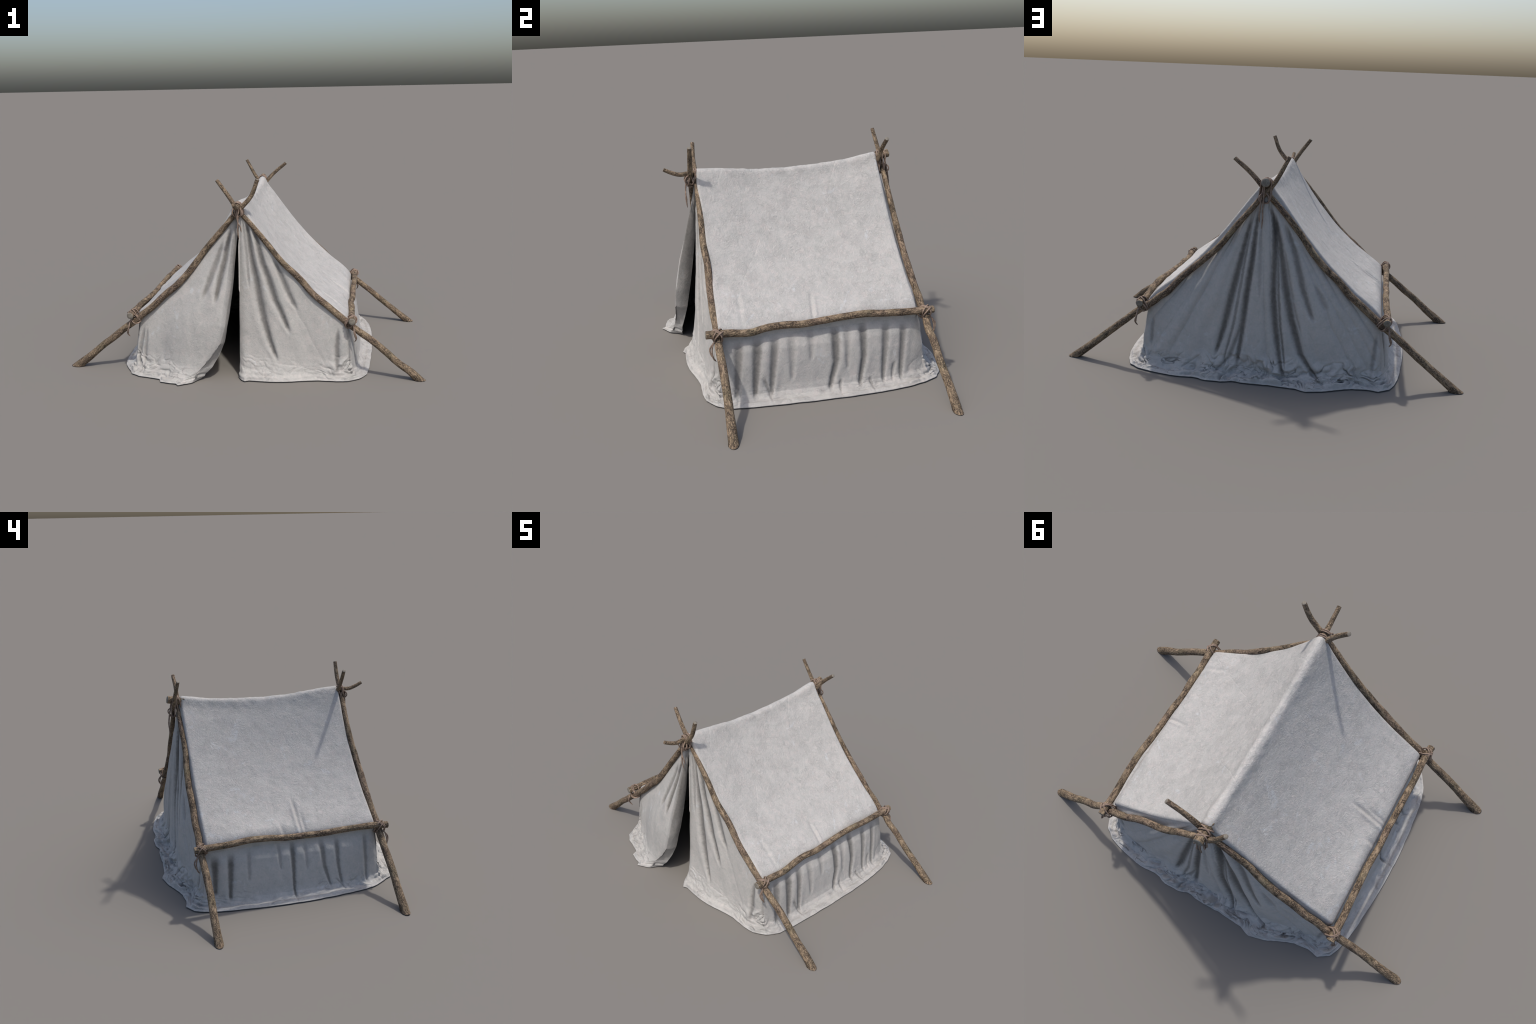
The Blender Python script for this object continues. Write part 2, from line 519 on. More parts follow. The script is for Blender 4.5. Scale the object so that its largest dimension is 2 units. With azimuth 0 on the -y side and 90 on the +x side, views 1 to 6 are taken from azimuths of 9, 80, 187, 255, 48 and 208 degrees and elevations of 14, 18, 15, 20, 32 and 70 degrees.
FRONT_LEFT = [(-.955, -.452, .004), (-.880, -.456, .062), (-.797, -.459, .134), (-.724, -.462, .189), (-.672, -.460, .233),
              (-.611, -.464, .277), (-.552, -.466, .327), (-.487, -.464, .378), (-.422, -.463, .441), (-.341, -.467, .508),
              (-.260, -.462, .599), (-.180, -.455, .705), (-.092, -.460, .807), (-.008, -.468, .905), (.071, -.473, .990), (.109, -.472, 1.081)]
FRONT_RIGHT = [(.962, -.452, .003), (.916, -.450, .044), (.850, -.447, .091), (.787, -.446, .148), (.715, -.447, .209),
               (.634, -.449, .267), (.553, -.447, .330), (.474, -.451, .400), (.391, -.449, .470), (.316, -.445, .555),
               (.230, -.450, .638), (.155, -.446, .731), (.078, -.445, .825), (.001, -.441, .911), (-.057, -.444, .997), (-.113, -.438, 1.073)]
BACK_RIGHT = [(.960, .522, .004), (.868, .524, .077), (.778, .520, .151), (.705, .524, .210), (.649, .517, .257),
              (.599, .525, .296), (.550, .524, .327), (.513, .526, .361), (.468, .525, .393), (.405, .520, .465),
              (.319, .521, .543), (.215, .527, .640), (.129, .525, .751), (.040, .526, .860), (-.046, .528, .966), (-.107, .512, 1.083)]
BACK_LEFT = [(-.958, .521, .003), (-.865, .519, .078), (-.759, .514, .163), (-.665, .516, .244), (-.583, .522, .309),
             (-.519, .517, .361), (-.465, .520, .409), (-.412, .517, .455), (-.363, .518, .510), (-.303, .517, .563),
             (-.241, .512, .629), (-.178, .504, .714), (-.101, .505, .807), (-.016, .502, .898), (.066, .497, .990), (.153, .498, 1.063)]
RIDGE = [(.002, -.597, .968), (.003, -.560, .950), (.003, -.521, .938), (.000, -.47, .941), (-.003, -.42, .943), (-.003, -.294, .928), (-.001, -.147, .913),
         (.002, .017, .907), (.004, .192, .912), (.002, .374, .931), (-.003, .48, .949), (-.005, .560, .965)]
BAR_RIGHT = [(.603, -.501, .332), (.602, -.404, .329), (.599, -.311, .317), (.598, -.226, .331), (.592, -.146, .331), (.601, -.064, .330),
             (.601, .026, .335), (.602, .122, .342), (.608, .224, .347), (.609, .331, .338), (.605, .444, .330), (.604, .560, .328)]
BAR_LEFT = [(-.613, -.503, .328), (-.608, -.406, .332), (-.612, -.313, .334), (-.609, -.219, .331), (-.609, -.125, .327), (-.606, -.029, .328),
            (-.608, .070, .331), (-.603, .172, .340), (-.604, .274, .344), (-.607, .371, .336), (-.610, .464, .335), (-.608, .555, .329)]

POLE_R = [(0, .0225), (.06, .0215), (.13, .0188), (.35, .0180), (.62, .0162), (.85, .0130), (1, .0098)]
build_pole("pole", FRONT_LEFT, [(f, r * 1.06) for f, r in POLE_R], 11, True)
build_pole("pole", FRONT_RIGHT, POLE_R, 23, True)
build_pole("pole", BACK_RIGHT, [(f, r * .96) for f, r in POLE_R], 37, True)
build_pole("pole", BACK_LEFT, [(f, r * 1.0) for f, r in POLE_R], 53, True)
ridge = build_pole("ridge_pole", RIDGE, [(0, .0095), (.06, .0105), (.12, .0125), (.3, .0145), (.9, .0195), (1, .0205)], 71)
build_pole("side_bar", BAR_RIGHT, [(0, .0180), (.15, .0168), (.5, .0160), (.85, .0165), (1, .0168)], 83)
build_pole("side_bar", BAR_LEFT, [(0, .0185), (.15, .0165), (.5, .0160), (.85, .0170), (1, .0178)], 97)

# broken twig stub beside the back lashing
Mi = np.array(ridge.matrix_basis.inverted())
stub_v, stub_f = [], []
for i, (t, r) in enumerate(((0, .0085), (.4, .0075), (.75, .0045), (1, .0006))):
    c = np.array([-.006, .492, .962]) + t * np.array([-.016, -.026, .002])
    for q in range(8):
        a = q * math.pi / 4
        p = c + r * (np.array([.85, -.5, 0]) * math.cos(a) + np.array([0, 0, 1.0]) * math.sin(a))
        stub_v.append(Mi[:3, :3] @ p + Mi[:3, 3])
for i in range(3):
    for q in range(8):
        k = (q + 1) % 8
        stub_f.append((i * 8 + q, i * 8 + k, (i + 1) * 8 + k, (i + 1) * 8 + q))
make_mesh("twig_stub", stub_v, stub_f, BARK, ridge)


# -------------------------------------------------------------------- ropes
def tube(points, r, sides=8, closed=False, taper=False):
    p = np.array(points, float)
    n = len(p)
    tan = (np.roll(p, -1, 0) - np.roll(p, 1, 0)) if closed else np.gradient(p, axis=0)
    tan /= np.linalg.norm(tan, axis=1)[:, None] + 1e-12
    nrm = np.cross(tan[0], [0.31, .72, .61])
    nrm /= np.linalg.norm(nrm)
    v, f = [], []
    for i in range(n):
        nrm = nrm - tan[i] * (nrm @ tan[i])
        nrm /= np.linalg.norm(nrm)
        bi = np.cross(tan[i], nrm)
        rr = r * (1 + .10 * math.sin(i * 1.9))
        if taper and i > n - 4:
            rr *= (n - i) / 4.2
        for q in range(sides):
            a = q * 2 * math.pi / sides
            v.append(p[i] + rr * (math.cos(a) * nrm + math.sin(a) * bi))
    for i in range(n if closed else n - 1):
        for q in range(sides):
            k, m = (q + 1) % sides, (i + 1) % n
            f.append((i * sides + q, i * sides + k, m * sides + k, m * sides + q))
    if not closed:
        f.append(tuple(range(sides))[::-1])
        f.append(tuple(range((n - 1) * sides, n * sides)))
    return v, f


def join(parts):
    V, F = [], []
    for v, f in parts:
        o = len(V)
        V += list(v)
        F += [tuple(i + o for i in q) for q in f]
    return V, F


def hull_loop(c0, r0, c1, r1, e_d, e_n, w0, w1, skew, n=44, pad=.0028):
    """closed rope loop round two rods: ellipse (w0,r0) at c0 and (w1,r1) at c1 in the plane e_d/e_n"""
    a = np.linspace(0, 2 * math.pi, 120, endpoint=False)
    pts = []
    for c, w, r in ((c0, w0, r0), (c1, w1, r1)):
        pts += [((c @ e_d) + (w + pad) * math.cos(t), (c @ e_n) + (r + pad) * math.sin(t)) for t in a]
    pts = sorted(set((round(x, 6), round(y, 6)) for x, y in pts))
    def half(q):
        h = []
        for p in q:
            while len(h) > 1 and (h[-1][0] - h[-2][0]) * (p[1] - h[-2][1]) - (h[-1][1] - h[-2][1]) * (p[0] - h[-2][0]) <= 0:
                h.pop()
            h.append(p)
        return h
    lo, up = half(pts), half(pts[::-1])
    ring = np.array(lo[:-1] + up[:-1] + [lo[0]])
    ring = resample(ring, n + 1)[:-1]
    e_t = np.cross(e_d, e_n)
    base = (c0 @ e_t + c1 @ e_t) / 2
    ph = np.linspace(0, 2 * math.pi, n, endpoint=False)
    return np.array([x * e_d + y * e_n + (base + skew * math.sin(t)) * e_t for (x, y), t in zip(ring, ph)])


def tail(points, r=.0034):
    return tube(resample(spline(points, 10), 30), r, 8, taper=True)


RR = .0034


def bar_lashing(sx, y, bar_c, pole_c, pole_dir):
    """diagonal lashing of a side bar onto a leaning pole, with two loose ends"""
    bar_c, pole_c, pole_dir = (np.array(q, float) for q in (bar_c, pole_c, pole_dir))
    pole_dir /= np.linalg.norm(pole_dir)
    bar_dir = np.array([0, 1.0, 0])
    e_n = np.cross(bar_dir, pole_dir)
    e_n /= np.linalg.norm(e_n)
    if e_n @ (bar_c - pole_c) < 0:
        e_n = -e_n
    parts = []
    for sg, wob, skew, shift in ((1, 1.0, .003, 0.0), (-1, 1.06, -.004, .0), (1, 1.12, .006, .009), (-1, 1.08, .005, -.010)):
        e_d = bar_dir * sg * .92 + pole_dir * .78
        e_d = e_d - e_n * (e_d @ e_n)
        e_d /= np.linalg.norm(e_d)
        sh = np.cross(e_d, e_n) * shift
        parts.append(tube(hull_loop(bar_c + sh, .0175, pole_c + sh, .0185, e_d, e_n, .023 * wob, .024 * wob, skew), RR, 8, True))
    lash = make_mesh("rope_lashing", *join(parts), ROPE, tent)
    out = np.array([sx, 0, 0])
    fy = -1 if y < 0 else 1
    start = (bar_c + pole_c) / 2 + np.array([sx * .020, fy * .022, -.024])
    hang = []
    for dx, dy, dz, curl in ((.004, .012, -.070, .010), (.012, .004, -.088, -.006)):
        hang.append(tail([start + np.array([-sx * .012, -fy * .014, .010]), start,
                          start + out * dx * .6 + np.array([0, fy * (dy + .006), dz * .35]),
                          start + out * (dx + .004) + np.array([0, fy * (dy + .004), dz * .7]),
                          start + out * (dx + curl) + np.array([0, fy * (dy - .010), dz])], RR * 1.05))
    make_mesh("rope_tail", *join(hang), ROPE, lash)


def at_y(pts, y):
    p = spline(pts, 12)
    return np.array([np.interp(y, p[:, 1], p[:, k]) for k in range(3)])


def at_x(pts, x):
    p = spline(pts, 12)
    if p[0, 0] > p[-1, 0]:
        p = p[::-1]
    return np.array([np.interp(x, p[:, 0], p[:, k]) for k in range(3)])


for sx, bar, pole_pts, y in ((1, BAR_RIGHT, FRONT_RIGHT, -.449), (1, BAR_RIGHT, BACK_RIGHT, .523),
                             (-1, BAR_LEFT, FRONT_LEFT, -.463), (-1, BAR_LEFT, BACK_LEFT, .519)):
    bc = at_y(bar, y)
    x = bc[0] - sx * .020
    pc = at_x(pole_pts, x)
    bar_lashing(sx, y, bc, pc, at_x(pole_pts, x + .03) - at_x(pole_pts, x - .03))


def apex_lashing(yc, cross_z, fy, ends):
    rc = at_y(RIDGE, yc)
    r_r = .0135 if fy < 0 else .020
    cross = np.array([0.0, yc, cross_z])
    e_d, e_n = np.array([1.0, 0, 0]), np.array([0, 0, 1.0])
    parts = []
    for dy, skew, tilt, w in ((-.017, .010, .10, 1.0), (-.006, -.012, -.14, 1.06), (.006, .013, .16, 1.10), (.017, -.009, -.08, 1.04)):
        ed = np.array([math.cos(tilt), 0, math.sin(tilt)])
        ed = np.array([1.0, tilt * 1.2, 0])
        ed /= np.linalg.norm(ed)
        off = np.array([0, dy, 0])
        parts.append(tube(hull_loop(rc + off, r_r + .001, cross + off, .020, ed, e_n, r_r + .003, .024 * w, skew), RR, 8, True))
    for x0, x1 in (((-.010, -.003), (-.001, .004), (.008, .001)) if fy < 0 else ()):
        f0 = yc + fy * .033
        parts.append(tube(resample(spline([(x0 * 1.2, f0 - fy * .020, rc[2] + .006), (x0, f0 - fy * .004, rc[2] - .012), (x0, f0 + fy * .002, cross_z), (x1, f0, cross_z - .020),
                                           (x1, f0 - fy * .012, cross_z - .034), (x1, f0 - fy * .032, cross_z - .034)], 8), 24), RR, 8))
    # frapping turns on the crossing itself
    for sg in (1, -1):
        ed = np.array([sg * .55, .84, 0])
        parts.append(tube(hull_loop(cross + [0, .012, .002], .021, cross - [0, .012, -.002], .021, ed, e_n, .030, .030, .004 * sg), RR, 8, True))
    lash = make_mesh("rope_lashing", *join(parts), ROPE, tent)
    hang = []
    for x0, x1, bottom, bow in ends:
        y0 = yc + fy * .034
        hang.append(tail([(x0 * .4, y0 - fy * .012, rc[2] - .006), (x0, y0, cross_z - .010), (x0 + (x1 - x0) * .3, y0 + fy * .006, cross_z - .05),
                          (x0 + (x1 - x0) * .65 + bow, y0 + fy * .007, (cross_z + bottom) / 2 - .02), (x1, y0 + fy * .003, bottom)], RR))
    make_mesh("rope_tail", *join(hang), ROPE, lash)


apex_lashing(-.458, .908, -1, [(.004, .008, .770, -.003), (-.002, .022, .805, .004)])
apex_lashing(.516, .888, 1, [(.004, .008, .745, -.003), (.016, .018, .775, .003)])

# --------------------------------------------------------------------- roof
# half cross-sections from the ridge down over the side bar, front and back
GABLE_FRONT = [(0, .962), (.016, .953), (.034, .925), (.06, .880), (.09, .834), (.134, .770), (.183, .705), (.233, .645), (.283, .587), (.332, .538),
               (.38, .494), (.43, .452), (.511, .392), (.556, .359), (.576, .341), (.585, .320), (.583, .290)]
GABLE_BACK = [(0, .978), (.018, .968), (.039, .927), (.077, .878), (.102, .844), (.151, .778), (.201, .712), (.252, .651), (.302, .594), (.355, .541),
              (.407, .492), (.456, .447), (.516, .401), (.552, .368), (.574, .342), (.584, .320), (.583, .290)]
NX = 185                     # cells from ridge to eave
Y0, Y1, EDGE = -.430, .478, .013
yy_main = np.linspace(Y0, Y1, 176)
theta = np.linspace(0, math.pi / 2, 5)[1:]
rows_y = np.r_[(Y0 - EDGE * np.sin(theta))[::-1], yy_main, Y1 + EDGE * np.sin(theta)]
rows_in = np.r_[(EDGE * (1 - np.cos(theta)))[::-1], np.zeros(len(yy_main)), EDGE * (1 - np.cos(theta))]
NY = len(rows_y)


def half(table):
    return resample(spline(table, 12), NX + 1)


gf, gb = half(GABLE_FRONT), half(GABLE_BACK)
tt = np.linspace(0, 1, NX + 1)
roof = np.zeros((NY, 2 * NX + 1, 3))
for j, (y, inset) in enumerate(zip(rows_y, rows_in)):
    k = np.clip((y - Y0) / (Y1 - Y0), 0, 1)
    prof = gf * (1 - k) + gb * k
    belly = 4 * k * (1 - k)
    sag_ridge = np.interp(k, [0, .14, .31, .48, .66, .84, 1], [0, .012, .029, .038, .034, .022, 0])
    slope = np.clip((prof[:, 1] - .35) / .6, 0, 1)
    fall = sag_ridge * slope ** 1.3 + .017 * belly * np.sin(math.pi * np.clip(tt / .9, 0, 1)) ** .8
    bar_lift = np.interp(y, [-.43, -.30, -.1, .1, .23, .33, .48], [0, -.006, 0, .006, .010, .006, 0])
    prof = prof - np.stack([0 * fall, fall - bar_lift * np.exp(-((tt - .93) / .05) ** 2)], 1)
    d = np.gradient(prof, axis=0)
    nrm = np.stack([-d[:, 1], d[:, 0]], 1)
    nrm /= np.linalg.norm(nrm, axis=1)[:, None]
    nrm[0] = (0, 1)
    p = prof - nrm * inset
    roof[j, NX:, 0], roof[j, NX:, 2] = p[:, 0], p[:, 1]
    roof[j, :NX + 1, 0], roof[j, :NX + 1, 2] = -p[::-1, 0], p[::-1, 1]
    roof[j, :, 1] = y


def grid_normals(g):
    du = np.gradient(g, axis=1)
    dv = np.gradient(g, axis=0)
    n = np.cross(du, dv)
    return n / (np.linalg.norm(n, axis=2)[..., None] + 1e-12)


rn = grid_normals(roof)                      # columns run -x to +x, rows -y to +y: normal points up and out
flat = roof.reshape(-1, 3)
border = np.minimum.outer(np.minimum(np.arange(NY), np.arange(NY)[::-1]), np.minimum(np.arange(2 * NX + 1), np.arange(2 * NX + 1)[::-1]))
free = smooth(2, 16, border.astype(float)).ravel()
lump = .0030 * fbm(flat * [7, 7, 7], 5) + .0012 * fbm(flat * [30, 30, 30], 6) * 1.0
# pulled wrinkles running up from the side bars: (y, x start, x end, depth)
for side, yc, lean, x0, x1, w, dep in ((1, .004, -.15, .45, .60, .008, .006), (1, -.33, .0, .40, .56, .010, .003), (-1, -.024, .02, .40, .60, .009, .010),
                                       (-1, -.048, .03, .47, .60, .010, .008), (-1, .075, .0, .52, .60, .010, .008), (-1, .19, .0, .55, .60, .012, .004),
                                       (1, .20, 0, .53, .60, .012, .004)):
    u = flat[:, 0] * side
    m = smooth(x0, x0 + .07, u) * (u > 0)
    dd = (flat[:, 1] - yc - lean * (u - .5)) / w
    lump -= dep * m * (np.exp(-dd ** 2) - .55 * np.exp(-((dd - 1.9) / 1.1) ** 2))
# slack along the rolled gable edges and the ridge
dist_edge = np.minimum(flat[:, 1] - Y0, Y1 - flat[:, 1])
lump += .004 * np.exp(-(dist_edge / .03) ** 2) * fbm(flat * [24, 14, 24], 8)
lump += .0022 * np.exp(-(flat[:, 0] / .035) ** 2) * fbm(flat * [40, 34, 40], 9)
roof = (flat + rn.reshape(-1, 3) * (lump * free)[:, None]).reshape(roof.shape)

# -------------------------------------------------------------------- skirt
# hem outline on the ground (x, y), panel by panel
HEM_FRONT = [(.000, -.540), (.016, -.566), (.036, -.582), (.062, -.571), (.126, -.574), (.207, -.571), (.25, -.566), (.33, -.546), (.43, -.527), (.522, -.531), (.59, -.517), (.650, -.478)]
HEM_RIGHT = [(.650, -.478), (.688, -.41), (.700, -.32), (.711, -.178), (.720, -.03), (.724, .13), (.721, .27), (.709, .40), (.683, .50), (.655, .562)]
HEM_BACK = [(.655, .562), (.60, .603), (.535, .623), (.43, .647), (.34, .648), (.285, .649), (.24, .668), (.166, .662), (.12, .651), (0, .660), (-.12, .657),
            (-.2, .664), (-.25, .684), (-.32, .667), (-.385, .640), (-.46, .609), (-.53, .60), (-.59, .613), (-.645, .573)]
HEM_LEFT = [(-.645, .573), (-.668, .52), (-.686, .445), (-.703, .31), (-.720, .126), (-.721, -.07), (-.710, -.26), (-.690, -.397), (-.672, -.43), (-.640, -.490)]
HEM_FLAP = [(-.640, -.490), (-.609, -.539), (-.556, -.572), (-.506, -.581), (-.432, -.606), (-.418, -.637), (-.362, -.650), (-.330, -.652), (-.312, -.672), (-.281, -.652), (-.239, -.631), (-.212, -.600), (-.205, -.566)]

# profiles: height fraction -> how far out from the eave to the hem
P_SIDE = [(1, 0), (.9, .12), (.79, .23), (.59, .32), (.37, .385), (.2, .43), (.1, .49), (.045, .60), (.018, .77), (0, 1)]
P_DOOR = [(1, 0), (.81, .09), (.62, .20), (.44, .31), (.25, .42), (.14, .52), (.062, .66), (.015, .88), (0, 1)]
P_CORN = [(1, 0), (.83, .13), (.5, .30), (.25, .37), (.13, .45), (.05, .66), (0, 1)]
P_BACK = [(1, 0), (.87, .18), (.75, .29), (.56, .40), (.44, .44), (.27, .49), (.14, .545), (.075, .59), (.040, .66), (.020, .77), (.009, .89), (0, 1)]
P_FLAP = [(1, 0), (.9, .20), (.8, .37), (.6, .58), (.43, .70), (.29, .75), (.14, .77), (.07, .80), (.025, .89), (0, 1)]
ZF = np.r_[np.linspace(1, .12, 130), np.linspace(.12, 0, 70)[1:]]


def table(t):
    t = sorted(t)
    z = np.array([p[0] for p in t])
    f = np.array([p[1] for p in t])
    out = np.interp(ZF, z, f)
    k = np.exp(-(np.arange(-6, 7) / 3.0) ** 2)
    k /= k.sum()
    sm = np.convolve(np.pad(out, 6, mode="edge"), k, "valid")
    sm[0], sm[-1] = out[0], out[-1]
    return sm


T_SIDE, T_DOOR, T_CORN, T_BACK, T_FLAP = map(table, (P_SIDE, P_DOOR, P_CORN, P_BACK, P_FLAP))


def poly_at(poly, t):
    p = np.array(poly, float)
    d = np.r_[0, np.cumsum(np.linalg.norm(np.diff(p, axis=0), axis=1))]
    return np.array([np.interp(t * d[-1], d, p[:, 0]), np.interp(t * d[-1], d, p[:, 1])])


def poly_axis(poly, axis, value):
    p = np.array(poly, float)
    o = np.argsort(p[:, axis])
    other = np.interp(value, p[o, axis], p[o, 1 - axis])
    return np.array([value, other] if axis == 0 else [other, value])


def soften(poly, reach=.05):
    """the same outline with its small jogs ironed out, for the cloth above the ground"""
    p = resample(np.array(poly, float), 200)
    step = np.linalg.norm(np.diff(p, axis=0), axis=1).mean()
    m = max(1, int(reach / step))
    k = np.hanning(2 * m + 3)[1:-1]
    k /= k.sum()
    q = np.pad(p, ((m, m), (0, 0)), mode="reflect", reflect_type="odd")
    return np.stack([np.convolve(q[:, i], k, "valid") for i in (0, 1)], 1)


ROWS = 150
row_t = np.linspace(0, 1, ROWS)
row_t = row_t - .16 * np.sin(2 * math.pi * row_t) / (2 * math.pi) + .10 * np.sin(math.pi * row_t) ** 2
columns, panels, hems = [], [], []


def add_column(top, panel, hem, f, soft=None, path=None, hold=.9):
    z = ZF * top[2] + .0052 * (1 - ZF)
    soft = hem if soft is None else soft
    h = soft + (np.array(hem) - soft) * smooth(.62, 1.0, f)[:, None]
    xy = top[:2] + f[:, None] * (h - top[:2])
    if path is not None:
        k, zz = path
        k = k * smooth(1.0, hold, ZF)[:, None]
        if hold < .9:
            k = k * smooth(.0, .10, ZF)[:, None]
        xy = xy * (1 - k) + zz(z) * k
    columns.append(resample(np.column_stack([xy, z]), ROWS, lambda t: row_t))
    panels.append(panel)
    hems.append(hem)


def strip(t):
    t = np.array(sorted(t))
    return lambda z: np.stack([np.interp(z, t[:, 0], t[:, 1]), np.interp(z, t[:, 0], t[:, 2])], 1)


turn_at, free_at = strip(TURN), strip(FREE)
SOFT = {k: soften(v) for k, v in (("f", HEM_FRONT), ("r", HEM_RIGHT), ("b", HEM_BACK), ("l", HEM_LEFT))}
SOFT_FLAP = soften(HEM_FLAP, .12)

XE = roof[0, -1, 0]


def spread(line):
    """0..1 along a gable edge, following x but never folding back at the eave curl"""
    d = np.diff(line, axis=0)
    step = np.maximum(np.abs(d[:, 0]) * np.sign(d[:, 0] * (line[-1, 0] - line[0, 0])), .30 * np.linalg.norm(d, axis=1))
    c = np.r_[0, np.cumsum(step)]
    return c / c[-1]


Q_RIGHT = spread(roof[0, NX:])
Q_LEFT = spread(roof[0, :NX + 1])
Q_BACK = spread(roof[-1, ::-1])
for i in range(NX, 2 * NX + 1):                      # right front flap, ridge to corner
    T = roof[0, i]
    q = Q_RIGHT[i - NX]
    hem = poly_axis(HEM_FRONT, 0, q * .650)
    w = smooth(.55, 1, q)
    f = T_DOOR * (1 - w) + T_CORN * w
    add_column(T, 0, hem, f, poly_axis(SOFT['f'], 0, q * .650))
for j in range(1, NY - 1):                           # right wall, front to back
    T = roof[j, -1]
    q = (T[1] - rows_y[0]) / (rows_y[-1] - rows_y[0])
    hem = poly_axis(HEM_RIGHT, 1, -.478 + q * 1.04)
    w = smooth(0, .12, q) * (1 - smooth(.88, 1, q))
    f = T_CORN * (1 - w) + T_SIDE * w
    add_column(T, 1, hem, f, poly_axis(SOFT['r'], 1, hem[1]))
for i in range(2 * NX, -1, -1):                      # back, +x to -x
    T = roof[-1, i]
    q = Q_BACK[2 * NX - i]
    hem = poly_axis(HEM_BACK, 0, .655 - q * 1.30)
    w = smooth(0, .14, q) * (1 - smooth(.86, 1, q))
    f = T_CORN * (1 - w) + T_BACK * w
    add_column(T, 2, hem, f, poly_axis(SOFT['b'], 0, hem[0]))
for j in range(NY - 2, 0, -1):                       # left wall, back to front
    T = roof[j, 0]
    q = (rows_y[-1] - T[1]) / (rows_y[-1] - rows_y[0])
    hem = poly_axis(HEM_LEFT, 1, .573 - q * 1.063)
    w = smooth(0, .12, q) * (1 - smooth(.88, 1, q))
    f = T_CORN * (1 - w) + T_SIDE * w
    add_column(T, 3, hem, f, poly_axis(SOFT['l'], 1, hem[1]))
for i in range(0, NX + 1):                           # left front flap, corner to open edge
    T = roof[0, i]
    q = Q_LEFT[i]
    qt = q / .88
    w = smooth(0, 1.0, min(qt, 1)) * .5 + .5 * min(qt, 1)
    f = T_CORN * (1 - w) + T_FLAP * w
    if q <= .88:                                     # face of the flap, up to the turned crease
        k = smooth(.35, 1.0, qt) ** 1.6
        add_column(T, 4, poly_at(HEM_FLAP[:-2], qt), f, poly_at(SOFT_FLAP, qt * .93), (k, turn_at), .62 + .28 * qt)
    else:                                            # return into the doorway
        k = (q - .88) / .12
        k2 = math.sin(k * math.pi / 2)
        kk = 1 - math.cos(k * math.pi / 2)
        path = lambda z, a=k, b=kk: (lambda t, r: np.stack([t[:, 0] + (r[:, 0] - t[:, 0]) * b + .006 * math.sin(a * math.pi), t[:, 1] + (r[:, 1] - t[:, 1]) * a], 1))(turn_at(z), free_at(z))
        add_column(T, 4, poly_at(HEM_FLAP[-3:], k), f, None, (1.0, path))

skirt = np.array(columns).transpose(1, 0, 2)         # rows (top to hem) x columns
panels = np.array(panels)
NC = skirt.shape[1]
# round the turned crease of the left flap instead of leaving a knife edge
turn_col = np.where(panels == 4)[0][0] + int(np.searchsorted(Q_LEFT, .88))
ease = np.exp(-((np.arange(NC) - turn_col) / 7.0) ** 2)
for c in np.where(np.diff(panels) != 0)[0]:           # and the four corners
    ease = np.maximum(ease, np.exp(-((np.arange(NC) - c - .5) / 6.0) ** 2))
ease = ease[None, :, None]
for _ in range(14):
    side = skirt.copy()
    side[:, 1:-1] = (skirt[:, :-2] + skirt[:, 2:]) / 2
    skirt[1:] = (skirt * (1 - ease * .8) + side * ease * .8)[1:]


def skirt_normals(g):
    n = -grid_normals(g)
    return n


sn = skirt_normals(skirt)
# make sure they point away from the tent's middle
flip = np.sign((sn * (skirt - np.array([0, 0, .3])))[ROWS // 2].sum(1).mean())
sn *= flip
P = skirt.reshape(-1, 3)
N = sn.reshape(-1, 3)
pan = np.tile(panels, ROWS)
# folds die away before a corner, so that neighbouring panels meet
col_of = np.arange(NC)
corners = [np.where(np.diff(panels) != 0)[0]][0] + .5
away = np.tile(smooth(1, 11, np.abs(col_of[:, None] - corners[None]).min(1)), ROWS)
v = np.repeat(np.linspace(0, 1, ROWS), NC)
z = P[:, 2]
disp = np.zeros(len(P))
for key, ids in (("right_flap", 0), ("right_wall", 1), ("back", 2), ("left_wall", 3), ("left_flap", 4)):
    m = pan == ids
    s = P[m, 1 if ids in (1, 3) else 0]
    for path, width, depth, fold_shade in CREASES[key]:
        d, fade = crease_value(path, width, s, z[m], ids in (1, 3))
        shape = -np.exp(-np.abs(d / 1.15) ** 2.4) + .16 * np.exp(-((np.abs(d) - 2.6) / 1.3) ** 2)
        disp[m] += (.60 if ids in (1, 3) else .72) * depth * fade * shape * away[m]
pin = smooth(0, .10, v)                               # held at the eave and gable
# coordinates that run on round the corners: along the hem, and down the cloth
hem_xy = np.array(hems)
arc = np.r_[0, np.cumsum(np.linalg.norm(np.diff(hem_xy, axis=0), axis=1))]
along = np.tile(arc, ROWS)
down = np.concatenate([np.zeros((1, NC)), np.cumsum(np.linalg.norm(np.diff(skirt, axis=0), axis=2), axis=0)])
across = (down[-1] - down).ravel()                    # distance up from the hem
slack = np.array([(0, .15), (.08, .38), (.18, .25), (.28, .15), (.48, .3), (.60, 1.3), (.76, 1.3), (.92, .40), (1.15, .25), (1.4, .38), (1.60, .8), (1.70, 1.6), (1.80, 1.7),
                  (2.0, 1.7), (2.4, 2.1), (2.9, 2.0), (3.12, 1.6), (3.25, .5), (3.5, .30), (3.95, .35), (4.12, 1.5), (4.35, 1.1), (4.52, .7), (4.62, .15), (5.0, .08)])
loose = np.interp(along, slack[:, 0] * arc[-1] / 4.85, slack[:, 1]) * (.75 + .6 * fbm(np.stack([along * 6, 0 * along, 0 * along], 1), 39))
disp += pin * .0045 * fbm(P * [9, 9, 3.5], 31)
